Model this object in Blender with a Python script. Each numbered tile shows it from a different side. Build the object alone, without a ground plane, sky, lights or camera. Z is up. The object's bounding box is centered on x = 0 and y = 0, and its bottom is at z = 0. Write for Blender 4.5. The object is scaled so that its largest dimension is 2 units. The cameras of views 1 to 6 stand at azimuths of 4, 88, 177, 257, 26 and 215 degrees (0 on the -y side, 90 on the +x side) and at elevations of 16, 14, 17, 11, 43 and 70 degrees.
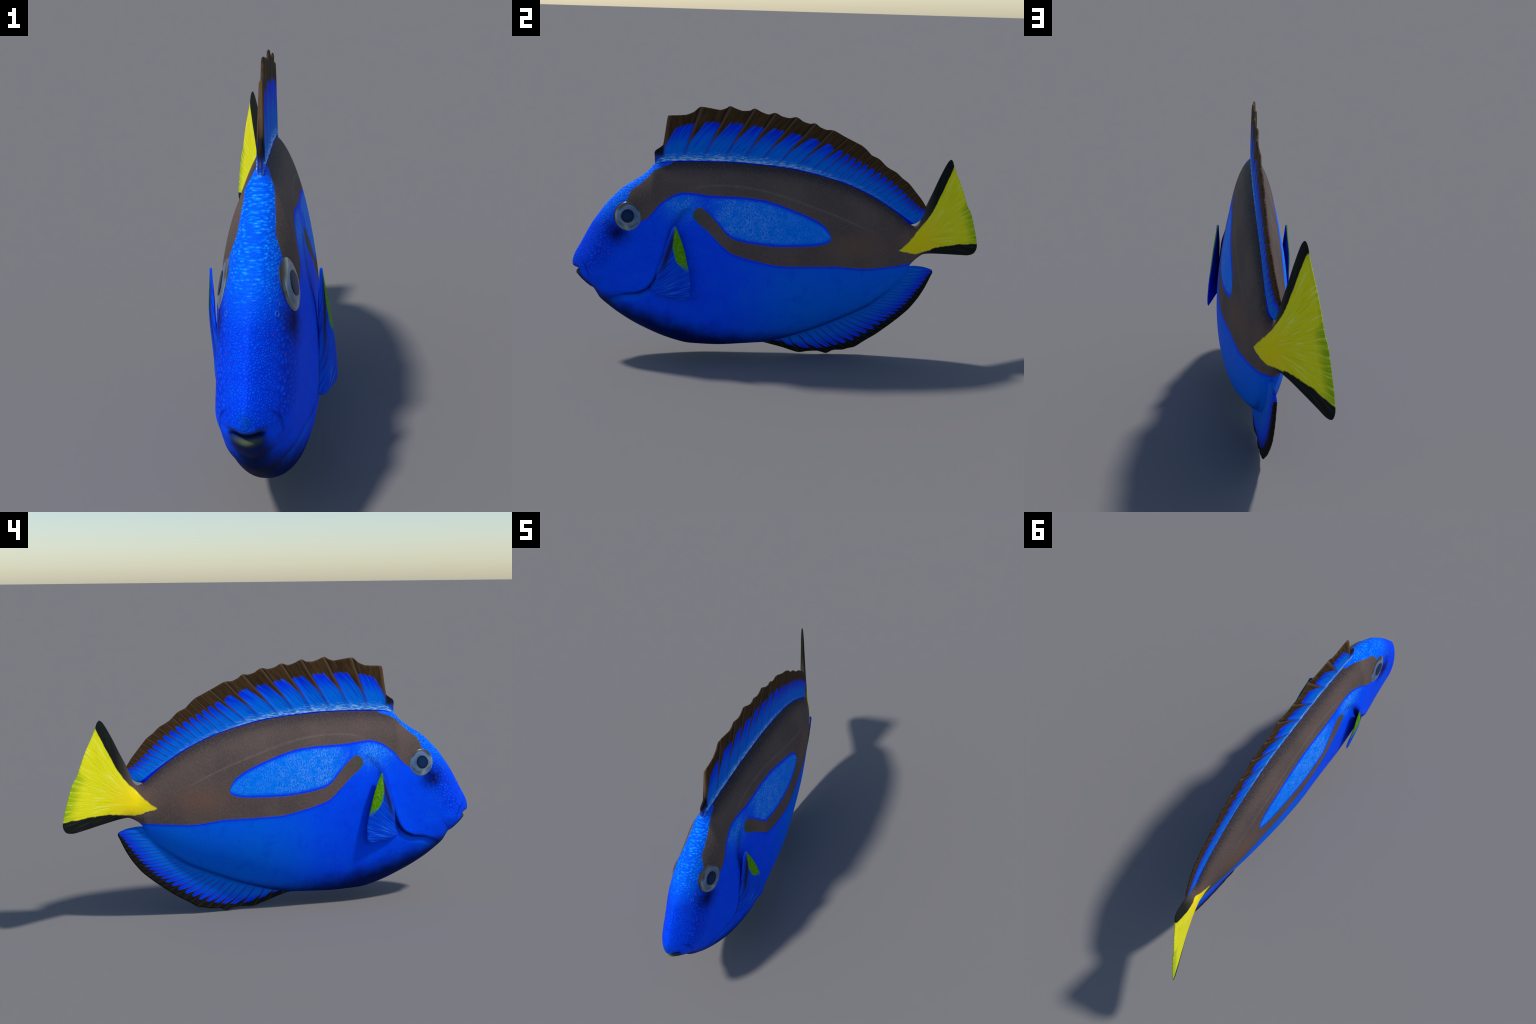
import math
import numpy as np

# ------------------------------------------------------------------ curves
def interp(pts):
    """Monotone cubic (PCHIP) function through control points (x, y)."""
    P = np.array(pts, float)
    x, y = P[:, 0], P[:, 1]
    h, d = np.diff(x), np.diff(y) / np.diff(x)
    m = np.zeros(len(x))
    m[0], m[-1] = d[0], d[-1]
    for i in range(1, len(x) - 1):
        if d[i - 1] * d[i] > 0:
            w1, w2 = 2 * h[i] + h[i - 1], h[i] + 2 * h[i - 1]
            m[i] = (w1 + w2) / (w1 / d[i - 1] + w2 / d[i])

    def f(q):
        q = np.clip(np.asarray(q, float), x[0], x[-1])
        i = np.clip(np.searchsorted(x, q) - 1, 0, len(x) - 2)
        t = (q - x[i]) / h[i]
        return ((1 + 2 * t) * (1 - t) ** 2 * y[i] + t * (1 - t) ** 2 * h[i] * m[i]
                + t * t * (3 - 2 * t) * y[i + 1] + t * t * (t - 1) * h[i] * m[i + 1])
    f.x = x
    return f


def spline(pts, n):
    """Centripetal Catmull-Rom through control rows, n samples evenly spaced by length in the first two columns."""
    P = np.array(pts, float)
    P = np.vstack([2 * P[0] - P[1], P, 2 * P[-1] - P[-2]])
    out = []
    for i in range(1, len(P) - 2):
        k = [0.0]
        for a in range(i - 1, i + 2):
            k.append(k[-1] + max(1e-6, np.linalg.norm(P[a + 1, :2] - P[a, :2]) ** 0.5))
        t = np.linspace(k[1], k[2], 30, endpoint=False)[:, None]
        p0, p1, p2, p3 = P[i - 1:i + 3]
        a1 = (k[1] - t) / (k[1] - k[0]) * p0 + (t - k[0]) / (k[1] - k[0]) * p1
        a2 = (k[2] - t) / (k[2] - k[1]) * p1 + (t - k[1]) / (k[2] - k[1]) * p2
        a3 = (k[3] - t) / (k[3] - k[2]) * p2 + (t - k[2]) / (k[3] - k[2]) * p3
        b1 = (k[2] - t) / (k[2] - k[0]) * a1 + (t - k[0]) / (k[2] - k[0]) * a2
        b2 = (k[3] - t) / (k[3] - k[1]) * a2 + (t - k[1]) / (k[3] - k[1]) * a3
        out.append((k[2] - t) / (k[2] - k[1]) * b1 + (t - k[1]) / (k[2] - k[1]) * b2)
    out = np.vstack(out + [P[-2:-1]])
    s = np.concatenate([[0], np.cumsum(np.linalg.norm(np.diff(out[:, :2], axis=0), axis=1))])
    q = np.linspace(0, s[-1], n)
    return np.stack([np.interp(q, s, out[:, c]) for c in range(out.shape[1])], 1)


def smoothstep(a, b, q):
    t = np.clip((q - a) / (b - a), 0, 1)
    return t * t * (3 - 2 * t)


# ------------------------------------------------------------------ body plan
# the fish is bent a little: sideways position of the middle plane along its length
mid_x = interp([(-1, -.014), (-.8, -.003), (-.6, .005), (-.3, .009), (0, .008), (.2, .002), (.45, -.012),
                (.58, -.022), (.64, -.036), (.70, -.061), (.76, -.088), (.82, -.115), (.9, -.152), (1.0, -.195)])
# the belly hangs a little towards +x under the back
lean_y = interp([(-1, .004), (-.85, .008), (-.6, .015), (-.35, .015), (0, .005), (.3, .0), (1, 0)])


def mid(y, z):
    return mid_x(y) + lean_y(y) * (1 - smoothstep(.22, .78, z))


# line along the flank where the body is thickest, and the half thickness there
ridge_z = interp([(-.82, .415), (-.5, .39), (0, .41), (.3, .44), (.5, .485), (.63, .545), (.72, .57), (.88, .66)])
half_w = interp([(-.82, .097), (-.7, .112), (-.55, .127), (-.35, .137), (-.15, .137), (.05, .128), (.2, .111), (.32, .094),
                 (.45, .070), (.55, .050), (.63, .036), (.70, .026), (.78, .016), (.88, .008)])

# side outline in four runs (y, z, y of the ridge point it is lofted to, section exponent); each run ends in a corner
RUN_BACK = [(-.962, .411, -.82, 1.05), (-.975, .419, -.82, 1.05), (-.993, .427, -.82, 1.05), (-1.0, .438, -.82, 1.05),
            (-.999, .450, -.82, 1.05), (-.989, .484, -.82, 1.0), (-.957, .541, -.82, .90), (-.926, .599, -.815, .74),
            (-.894, .652, -.80, .58), (-.864, .694, -.78, .50), (-.833, .735, -.76, .47), (-.802, .767, -.74, .46), (-.772, .797, -.72, .46),
            (-.742, .821, -.70, .46), (-.705, .845, -.67, .46), (-.669, .868, -.64, .47), (-.633, .897, -.61, .49), (-.601, .930, -.59, .53),
            (-.532, .943, -.53, .66), (-.472, .946, -.47, .66), (-.383, .948, -.38, .66), (-.263, .948, -.26, .66),
            (-.102, .938, -.10, .66), (.018, .926, .02, .66), (.14, .902, .14, .66), (.263, .869, .26, .66),
            (.388, .819, .38, .58), (.516, .746, .51, .58), (.59, .690, .59, .58), (.628, .654, .64, .66), (.648, .645, .665, .5)]
RUN_TAIL_UP = [(.648, .645, .665, .5), (.666, .658, .68, .5), (.699, .739, .72, .45), (.734, .813, .75, .42), (.764, .879, .775, .40),
               (.795, .939, .80, .40), (.807, .956, .81, .40), (.818, .963, .82, .40), (.828, .955, .83, .40), (.838, .929, .84, .40),
               (.856, .890, .85, .40), (.889, .825, .865, .40), (.916, .758, .875, .40), (.929, .725, .88, .40),
               (.950, .691, .88, .40), (.973, .624, .88, .40), (.990, .564, .88, .40), (.998, .527, .88, .40)]
RUN_TAIL_LOW = [(.998, .527, .88, .40), (.999, .508, .88, .40), (.986, .482, .88, .40), (.958, .473, .875, .40), (.901, .479, .85, .40),
                (.827, .490, .80, .40), (.732, .502, .73, .42), (.698, .501, .705, .45), (.673, .488, .685, .48), (.648, .469, .66, .5), (.631, .450, .64, .52)]
RUN_BELLY = [(.631, .450, .64, .52), (.613, .406, .62, .54), (.56, .341, .57, .56), (.499, .289, .50, .58), (.438, .246, .44, .58),
             (.352, .204, .35, .58), (.29, .178, .29, .58), (.228, .152, .23, .57), (.165, .128, .165, .56), (.093, .105, .093, .55),
             (.031, .086, .031, .53), (-.031, .072, -.031, .52), (-.069, .064, -.07, .51), (-.131, .060, -.13, .5), (-.194, .056, -.19, .5),
             (-.288, .052, -.29, .46), (-.382, .055, -.38, .44), (-.450, .060, -.45, .43), (-.507, .074, -.50, .43), (-.567, .094, -.56, .43),
             (-.637, .124, -.62, .43), (-.707, .158, -.68, .45), (-.777, .200, -.73, .48), (-.823, .233, -.765, .52), (-.869, .271, -.795, .56),
             (-.885, .296, -.805, .6), (-.900, .319, -.815, .66), (-.915, .327, -.82, .7), (-.940, .346, -.82, .74), (-.969, .375, -.82, .78),
             (-.981, .393, -.82, .80), (-.979, .406, -.82, .80), (-.962, .411, -.82, .80)]

# edge of the gill cover on the flank (y, z), from behind the eye down and forward to the throat
GILL = [(-.50, .665), (-.535, .56), (-.565, .47), (-.59, .405), (-.625, .36), (-.68, .33), (-.74, .323), (-.80, .30), (-.86, .27)]


def polyline_distance(y, z, pts):
    """Distance to a polyline, and on which side (positive = left of its direction) and how far along each point lies."""
    best = np.full(y.shape, 9.0)
    side, along = np.zeros(y.shape), np.zeros(y.shape)
    n = len(pts) - 1
    for i in range(n):
        a, b = np.array(pts[i]), np.array(pts[i + 1])
        d = b - a
        t = np.clip(((y - a[0]) * d[0] + (z - a[1]) * d[1]) / (d @ d), 0, 1)
        ey, ez = y - a[0] - t * d[0], z - a[1] - t * d[1]
        q = np.hypot(ey, ez)
        near = q < best
        best = np.where(near, q, best)
        side = np.where(near, np.sign(d[0] * ez - d[1] * ey), side)
        along = np.where(near, (i + t) / n, along)
    return best, side, along



def body_columns(K=640, nr=84):
    """The body as columns: each runs from the lower outline over the flank ridge to the upper outline."""
    up = np.vstack([spline(RUN_BACK, 1400)[:-1], spline(RUN_TAIL_UP, 700)])
    low = np.vstack([spline(RUN_TAIL_LOW, 500)[:-1], spline(RUN_BELLY, 1600)])[::-1]
    runs = []
    for O in (up, low):
        O = O.copy()
        k = np.ones(41) / 41
        for c in (2, 3):
            for _ in range(2):
                O[:, c] = np.convolve(np.concatenate([np.full(20, O[0, c]), O[:, c], np.full(20, O[-1, c])]), k, 'valid')
        s = np.concatenate([[0], np.cumsum(np.linalg.norm(np.diff(O[:, :2], axis=0), axis=1))])
        s /= s[-1]
        m = np.maximum.accumulate(O[:, 2]) + .004 * s
        m = -.82 + (m - m[0]) / (m[-1] - m[0]) * 1.70
        runs.append((O, s, m))
    # shared stations: even in the mean arc length of both outlines
    st = np.linspace(-.82, .88, 6000)
    su, sl = (np.interp(st, r[2], r[1]) for r in runs)
    kappa = .5 * su + .5 * sl + .25 * (st + .82)
    ms = np.interp(np.linspace(0, kappa[-1], K), kappa, st)
    cols = []
    for O, s, m in runs:
        cols.append(np.stack([np.interp(ms, m, O[:, c]) for c in (0, 1, 3)], 1))
    rz, W = ridge_z(ms)[:, None], half_w(ms)[:, None]
    r = np.sin(np.linspace(0, math.pi / 2, nr))[None, :]
    halves = []
    for C in cols:
        # the mouth slit cuts only the middle of the snout: towards the cheeks the outline is bridged
        lip = np.minimum(C[:, 0], np.interp(C[:, 1], [.390, .400, .420, .438], [-.978, -.984, -.990, -1.0]))
        closed = np.where((C[:, 1] > .388) & (C[:, 1] < .44) & (C[:, 0] < -.9), lip, C[:, 0])[:, None]
        oy = closed + (C[:, 0:1] - closed) * smoothstep(.80, .95, r)
        y = ms[:, None] + (oy - ms[:, None]) * r
        z = rz + (C[:, 1:2] - rz) * r
        q = np.clip(1 - r ** 2, 0, 1)
        e = C[:, 2:3]
        keel = smoothstep(.52, .60, e) * (1 - smoothstep(.72, .88, e))
        blunt = .42 * np.maximum(keel, smoothstep(.60, .85, e))   # tapers like a wedge but keeps a rounded edge
        h = W * ((1 - blunt) * q ** (e + .13 * keel) + blunt * q ** .5)
        halves.append((y, z, h))
    (yu, zu, hu), (yl, zl, hl) = halves
    Y = np.hstack([yl[:, ::-1], yu[:, 1:]])
    Z = np.hstack([zl[:, ::-1], zu[:, 1:]])
    H = np.hstack([hl[:, ::-1], hu[:, 1:]])
    for _ in range(30):                       # soften the ridge and the fan points
        H[1:-1, 1:-1] = .4 * H[1:-1, 1:-1] + .15 * (H[:-2, 1:-1] + H[2:, 1:-1] + H[1:-1, :-2] + H[1:-1, 2:])
        H[0, 1:-1] = H[0, ::-1][1:-1] * .5 + H[0, 1:-1] * .5
    rr = np.concatenate([r[0, ::-1], r[0, 1:]])[None, :]
    edge = 1 - smoothstep(.90, .995, rr)
    # gill cover: raised plate in front of the edge, a groove behind it, both fading along its ends
    d, side, along = polyline_distance(Y, Z, GILL)
    fade = smoothstep(0, .12, along) * (1 - smoothstep(.88, 1.0, along))
    front = smoothstep(-.006, .004, -side * d)
    H = H + edge * fade * (.0125 * (1 - .65 * smoothstep(.5, .8, along)) * front * np.exp(-d / .055) - .011 * (1 - front) * np.exp(-(d / .022) ** 2))
    return Y, Z, H


# ================================================================== Blender
try:
    import bpy
except ImportError:
    bpy = None


# ------------------------------------------------------------------ node helper
class Nodes:
    def __init__(self, name):
        self.mat = bpy.data.materials.new(name)
        self.mat.use_nodes = True
        self.t = self.mat.node_tree
        self.t.nodes.clear()
        self.out = self.t.nodes.new('ShaderNodeOutputMaterial')
        self.bsdf = self.t.nodes.new('ShaderNodeBsdfPrincipled')
        self.t.links.new(self.bsdf.outputs[0], self.out.inputs[0])
        co = self.t.nodes.new('ShaderNodeTexCoord')
        self.obj = co.outputs['Object']
        sep = self.t.nodes.new('ShaderNodeSeparateXYZ')
        self.t.links.new(self.obj, sep.inputs[0])
        self.x, self.y, self.z = sep.outputs

    def put(self, sock, v):
        if isinstance(v, bpy.types.NodeSocket):
            self.t.links.new(v, sock)
        elif isinstance(v, (tuple, list)) and len(v) == 3 and sock.type == 'RGBA':
            sock.default_value = (*v, 1)
        else:
            sock.default_value = v

    def m(self, op, a, b=0.0, c=0.0, clamp=False):
        n = self.t.nodes.new('ShaderNodeMath')
        n.operation, n.use_clamp = op, clamp
        for s, v in zip(n.inputs, (a, b, c)):
            self.put(s, v)
        return n.outputs[0]

    def add(self, a, b): return self.m('ADD', a, b)
    def sub(self, a, b): return self.m('SUBTRACT', a, b)
    def mul(self, a, b): return self.m('MULTIPLY', a, b)
    def div(self, a, b): return self.m('DIVIDE', a, b)
    def mad(self, a, b, c): return self.m('MULTIPLY_ADD', a, b, c)
    def lo(self, *v):
        r = v[0]
        for q in v[1:]:
            r = self.m('MINIMUM', r, q)
        return r

    def hi(self, *v):
        r = v[0]
        for q in v[1:]:
            r = self.m('MAXIMUM', r, q)
        return r

    def inv(self, a): return self.m('SUBTRACT', 1.0, a, clamp=True)

    def step(self, q, a, b):
        """0 below a, 1 above b, smooth between (a may be larger than b)."""
        n = self.t.nodes.new('ShaderNodeMapRange')
        n.interpolation_type = 'SMOOTHSTEP'
        if isinstance(a, float) and isinstance(b, float) and a > b:
            return self.inv(self.step(q, b, a))
        for s, v in zip(n.inputs, (q, a, b, 0.0, 1.0)):
            self.put(s, v)
        return n.outputs[0]

    def bell(self, q, centre, width):
        d = self.div(self.sub(q, centre), width)
        return self.m('EXPONENT', self.mul(self.mul(d, d), -1.0))

    def curve(self, q, pts, smooth=True, n=30):
        pts = [(float(a), float(b)) for a, b in pts]
        x0, x1 = pts[0][0], pts[-1][0]
        ys = [p[1] for p in pts]
        y0, y1 = min(ys), max(ys) + 1e-6
        if smooth:
            f = interp(pts)
            pts = [(v, float(f(v))) for v in sorted(set(np.linspace(x0, x1, n)) | set(p[0] for p in pts))]
        node = self.t.nodes.new('ShaderNodeFloatCurve')
        cm = node.mapping
        cm.extend = 'HORIZONTAL'
        c = cm.curves[0]
        u = [((a - x0) / (x1 - x0), (b - y0) / (y1 - y0)) for a, b in pts]
        c.points[0].location, c.points[1].location = u[0], u[-1]
        for p in u[1:-1]:
            c.points.new(*p)
        for p in c.points:
            p.handle_type = 'VECTOR'
        cm.update()
        self.put(node.inputs['Value'], self.mad(q, 1 / (x1 - x0), -x0 / (x1 - x0)))
        return self.mad(node.outputs[0], y1 - y0, y0)

    def mix(self, f, a, b, mode='MIX'):
        n = self.t.nodes.new('ShaderNodeMix')
        n.data_type, n.blend_type = 'RGBA', mode
        self.put(n.inputs[0], f)
        self.put(n.inputs[6], a)
        self.put(n.inputs[7], b)
        return n.outputs[2]

    def vec(self, x, y, z):
        n = self.t.nodes.new('ShaderNodeCombineXYZ')
        for s, v in zip(n.inputs, (x, y, z)):
            self.put(s, v)
        return n.outputs[0]

    def mapped(self, v, scale=(1, 1, 1), rot=(0, 0, 0)):
        n = self.t.nodes.new('ShaderNodeMapping')
        self.put(n.inputs[0], v)
        n.inputs['Scale'].default_value = scale
        n.inputs['Rotation'].default_value = rot
        return n.outputs[0]

    def noise(self, v, scale, detail=3, rough=.5):
        n = self.t.nodes.new('ShaderNodeTexNoise')
        self.put(n.inputs['Vector'], v)
        n.inputs['Scale'].default_value, n.inputs['Detail'].default_value, n.inputs['Roughness'].default_value = scale, detail, rough
        return n.outputs[0]

    def voronoi(self, v, scale, feature='F1', rand=1.0, out=0):
        n = self.t.nodes.new('ShaderNodeTexVoronoi')
        n.feature = feature
        self.put(n.inputs['Vector'], v)
        n.inputs['Scale'].default_value, n.inputs['Randomness'].default_value = scale, rand
        return n.outputs[out]

    def bump(self, height, strength, dist, normal=None):
        n = self.t.nodes.new('ShaderNodeBump')
        n.inputs['Strength'].default_value, n.inputs['Distance'].default_value = 1.0, dist
        self.put(n.inputs['Strength'], strength)
        self.put(n.inputs['Height'], height)
        if normal is not None:
            self.put(n.inputs['Normal'], normal)
        return n.outputs[0]

    def finish(self, colour, rough=.6, normal=None, spec=.1, coat=0.0):
        b = self.bsdf.inputs
        self.put(b['Base Color'], colour)
        self.put(b['Roughness'], rough)
        self.put(b['Specular IOR Level'], spec)
        b['Coat Weight'].default_value = coat
        b['Coat Roughness'].default_value = .05
        if normal is not None:
            self.put(b['Normal'], normal)
        return self.mat


# ------------------------------------------------------------------ colours
BLUE = (.0, .070, .98)
BLUE_DULL = (.0, .165, .80)
BLUE_PURE = (.0, .020, .90)
BLUE_LIGHT = (.0, .24, .98)
BLUE_PALE = (.16, .34, .95)
NAVY = (.0, .006, .05)
BROWN = (.125, .090, .078)
BROWN_DARK = (.050, .040, .041)
BROWN_RED = (.165, .090, .065)
FIN_BROWN = (.074, .041, .017)
BLACK = (.010, .013, .012)
YELLOW = (.95, .75, .010)
YELLOW_GREEN = (.84, .80, .014)
GREEN = (.16, .40, .012)

# markings on the flank, as edges z(y)
STRIPE_TOP = [(-.735, .745), (-.727, .769), (-.711, .805), (-.678, .831), (-.648, .856), (-.624, .880), (-.607, .897), (-.583, .911),
              (-.56, .921), (-.53, .931), (-.50, .96), (-.48, 1.0)]
STRIPE_LOW = [(-.75, .72), (-.70, .665), (-.648, .675), (-.625, .693), (-.601, .721), (-.578, .750), (-.544, .776), (-.508, .797), (-.460, .809),
              (-.414, .807), (-.349, .799), (-.20, .794), (-.101, .784), (-.04, .769), (.019, .749), (.08, .726), (.141, .699),
              (.185, .673), (.21, .652), (.224, .630), (.232, .596)]
HOOK_TOP = [(-.43, .690), (-.417, .722), (-.40, .740), (-.385, .744), (-.356, .725), (-.325, .695), (-.296, .662), (-.266, .628), (-.237, .605),
            (-.177, .588), (-.086, .575), (.004, .569), (.092, .570), (.15, .572), (.192, .577), (.217, .586), (.232, .597)]
BAND_LOW = [(-.43, .706), (-.418, .697), (-.397, .674), (-.354, .640), (-.312, .600), (-.276, .564), (-.241, .537), (-.175, .515),
            (-.085, .493), (-.024, .480), (.066, .476), (.159, .474), (.25, .473), (.312, .465), (.41, .455), (.487, .458), (.551, .462), (.64, .47)]
YELLOW_TOP = [(.563, .537), (.596, .560), (.633, .595), (.657, .623), (.677, .645), (.702, .670), (.726, .702), (.744, .730), (.769, .782), (.801, .848), (.837, .929)]
YELLOW_LOW = [(.563, .537), (.605, .527), (.639, .517), (.667, .513), (.701, .518), (.741, .526), (.79, .534), (.857, .536), (.93, .532), (.996, .528)]
LATERAL_LINE = [(-.44, .82), (-.42, .827), (-.349, .841), (-.261, .844), (-.171, .837), (-.106, .827), (-.042, .811), (.049, .784), (.14, .752),
                (.231, .719), (.293, .693), (.357, .664), (.42, .636), (.52, .595)]
TAIL_REAR = [(.45, 1.0), (.527, .998), (.564, .990), (.624, .973), (.691, .950), (.725, .929), (.758, .916), (.825, .889), (.89, .856), (.93, .838)]


def fish_skin():
    n = Nodes('fish_skin')
    wob = n.noise(n.obj, 60, 3)
    wobble = n.mad(wob, .006, -.003)
    fine = n.noise(n.mapped(n.obj, (1, 1, 1), (.7, 0, 0)), 260, 2)
    y, z = n.add(n.y, wobble), n.add(n.z, wobble)

    # scales: cells on the snout and brow, fine grain behind
    stretch = n.mapped(n.obj, (1, 1.0, 1.35))
    warp = n.t.nodes.new('ShaderNodeVectorMath')
    warp.operation = 'MULTIPLY_ADD'
    n.put(warp.inputs[0], n.vec(wob, wob, wob))
    warp.inputs[1].default_value = (.008, .008, .008)
    n.put(warp.inputs[2], stretch)
    cell_f = n.voronoi(warp.outputs[0], 60, 'DISTANCE_TO_EDGE', .8)
    cell = n.step(cell_f, -.02, .34)
    fine_cell = n.step(n.voronoi(warp.outputs[0], 118, 'DISTANCE_TO_EDGE', .85), -.05, .34)
    brow_cells = n.voronoi(n.mapped(n.obj, (.42, .85, 1.7)), 100, 'F1', .9)
    snout = n.mul(n.step(n.y, -.62, -.80), n.hi(n.step(n.sub(n.z, n.mul(n.y, -.9)), -.33, -.17), 0.0))
    snout = n.mul(n.step(n.y, -.66, -.80), 1.0)
    face_front = n.step(n.add(n.y, n.mul(n.z, -.55)), -1.02, -1.16)
    near_profile = n.step(n.m('ABSOLUTE', n.sub(n.x, 0.0)), .085, .05)
    mid_face = n.step(n.m('ABSOLUTE', n.add(n.x, .003)), .075, .045)
    cell = n.add(n.mul(cell, n.inv(mid_face)), n.mul(fine_cell, mid_face))
    head_scales = n.mul(n.hi(face_front, n.mul(near_profile, n.step(n.y, -.5, -.62))), n.step(n.z, .415, .45))
    grain_v = n.mapped(n.obj, (1, 1, .55), (.6, 0, 0))
    grain = n.voronoi(grain_v, 190, 'F1')

    # ---- blue ground
    big = n.noise(n.obj, 3.2, 3)
    flank_dull = n.mul(n.step(n.y, -.35, .15), n.step(n.z, .75, .35))
    blue = n.mix(n.mul(flank_dull, n.mad(big, .6, .45)), BLUE, BLUE_DULL)
    mott = n.noise(n.obj, 14, 4, .6)
    blue = n.mix(n.mul(n.step(mott, .50, .75), .35), blue, (.0, .13, .80))
    blue = n.mix(n.mul(n.step(mott, .48, .25), .30), blue, (.0, .030, .62))
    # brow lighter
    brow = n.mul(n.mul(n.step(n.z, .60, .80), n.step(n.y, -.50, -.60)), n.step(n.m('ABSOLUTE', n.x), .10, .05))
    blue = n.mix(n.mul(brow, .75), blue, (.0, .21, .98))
    # pale speckled field behind the eye and inside the side patch
    oval_in = n.lo(n.sub(n.curve(n.y, STRIPE_LOW), n.z), n.hi(n.sub(n.z, n.curve(n.y, HOOK_TOP)), n.step(n.y, -.36, -.46)))
    oval_core = n.mul(n.mul(n.step(oval_in, .002, .026), n.step(n.sub(n.z, n.curve(n.y, HOOK_TOP)), -.002, .006)), n.mul(n.step(n.y, -.40, -.24), n.step(n.y, .30, .22)))
    cheek_core = n.mul(n.mul(n.bell(n.y, -.475, .085), n.bell(n.z, .755, .060)), .95)
    light = n.hi(oval_core, n.mul(n.step(oval_in, .0, .02), cheek_core))
    blue = n.mix(n.mul(light, .85), blue, BLUE_LIGHT)
    streaky = n.noise(n.vec(n.add(n.mul(n.y, .93), n.mul(n.z, .37)), n.mul(n.sub(n.mul(n.y, .37), n.mul(n.z, .93)), .36), n.mul(n.x, .5)), 290, 1, .5)
    speck = n.mul(n.step(streaky, .46, .66), n.step(n.noise(n.obj, 22, 3), .34, .58))
    blue = n.mix(n.mul(n.mul(speck, light), n.mad(n.step(n.y, .12, -.20), .36, .16)), blue, (.22, .46, 1.0))
    blue = n.mix(n.mul(n.step(streaky, .50, .30), n.mad(light, .30, .16)), blue, (.0, .045, .66))
    blue = n.mix(n.mul(n.step(streaky, .52, .70), .16), blue, (.0, .20, .98))
    # head scales: darker between the cells
    blue = n.mix(n.mul(n.mul(n.inv(cell), n.mul(head_scales, n.inv(brow))), n.mad(mid_face, -.08, .70)), blue, (.0, .014, .44))
    blue = n.mix(n.mul(n.mul(n.step(cell, .55, 1.0), n.mul(head_scales, n.inv(brow))), .20), blue, (.0, .13, 1.0))
    blue = n.mix(n.mul(n.mul(n.step(brow_cells, .34, .08), brow), .65), blue, (.04, .42, 1.0))
    blue = n.mix(n.mul(n.mul(n.step(brow_cells, .36, .62), brow), .65), blue, (.0, .05, .70))
    # dusky patch below the eye with rusty dots
    ey, ez = n.div(n.add(n.add(n.y, .772), n.mad(mott, .06, -.03)), .052), n.div(n.add(n.sub(n.z, .612), n.mad(wob, .05, -.025)), .046)
    dusk = n.m('EXPONENT', n.mul(n.add(n.mul(ey, ey), n.mul(ez, ez)), -1.0))
    d2y, d2z = n.div(n.add(n.y, .755), .034), n.div(n.sub(n.z, .640), .030)
    dusk = n.hi(dusk, n.m('EXPONENT', n.mul(n.add(n.mul(d2y, d2y), n.mul(d2z, d2z)), -1.0)))
    blue = n.mix(n.mul(dusk, .92), blue, (.0, .004, .07))
    fy, fz = n.div(n.add(n.y, .83), .085), n.div(n.sub(n.z, .575), .085)
    freck = n.m('EXPONENT', n.mul(n.add(n.mul(fy, fy), n.mul(fz, fz)), -1.0))
    dots = n.mul(n.step(n.voronoi(n.obj, 46, 'F1'), .20, .10), n.step(freck, .25, .6))
    blue = n.mix(n.mul(dots, .55), blue, (.12, .015, .05))
    # breast and belly darkened: underside shading baked into the colour
    belly_z = n.curve(n.y, [(-.95, .37), (-.88, .335), (-.80, .30), (-.7, .265), (-.6, .235), (-.45, .19), (-.3, .15), (-.1, .125), (.1, .125), (.2, .13), (.4, .22)])
    belly = n.step(n.add(n.sub(n.z, belly_z), n.mad(mott, .06, -.03)), .045, -.075)
    belly = n.mul(belly, n.curve(n.y, [(-1, .8), (-.85, .95), (-.5, .95), (-.2, .9), (.1, .8), (.25, .35), (.4, 0)]))
    blue = n.mix(belly, blue, NAVY)
    throat = n.mul(n.step(n.z, .335, .26), n.step(n.y, -.76, -.84))
    blue = n.mix(n.mul(throat, .8), blue, (.006, .008, .022))
    # ridge under the gill cover, painted lighter to look lit
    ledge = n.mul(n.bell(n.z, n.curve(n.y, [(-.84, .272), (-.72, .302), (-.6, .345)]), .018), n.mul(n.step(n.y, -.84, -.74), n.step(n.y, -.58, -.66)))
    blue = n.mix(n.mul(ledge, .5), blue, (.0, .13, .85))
    # line at the root of the anal fin
    root = n.curve(n.y, [(-.07, .085), (.0, .094), (.06, .107), (.165, .142), (.29, .192), (.352, .219), (.438, .262), (.499, .308), (.56, .362), (.613, .43)])
    rootline = n.mul(n.bell(n.z, root, .012), n.mul(n.step(n.y, -.12, .0), n.step(n.y, .61, .42)))
    blue = n.mix(n.mul(rootline, .6), blue, (.0, .012, .20))
    # gill crease: dark blue line along the edge of the gill cover
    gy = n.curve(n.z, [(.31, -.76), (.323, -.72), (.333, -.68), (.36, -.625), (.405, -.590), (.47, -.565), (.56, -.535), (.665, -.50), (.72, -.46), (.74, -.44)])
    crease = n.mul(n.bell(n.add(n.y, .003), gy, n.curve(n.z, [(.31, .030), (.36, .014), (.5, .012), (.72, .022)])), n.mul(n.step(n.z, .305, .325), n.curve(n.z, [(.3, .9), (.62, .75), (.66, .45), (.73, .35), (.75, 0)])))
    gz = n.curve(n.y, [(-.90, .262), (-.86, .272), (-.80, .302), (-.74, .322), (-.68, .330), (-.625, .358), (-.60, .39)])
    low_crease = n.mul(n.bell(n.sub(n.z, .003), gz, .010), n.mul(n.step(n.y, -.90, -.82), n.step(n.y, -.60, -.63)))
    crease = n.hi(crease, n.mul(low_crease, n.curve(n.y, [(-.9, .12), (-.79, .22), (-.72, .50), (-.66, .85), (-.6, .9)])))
    blue = n.mix(crease, blue, (.0, .008, .10))

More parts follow.
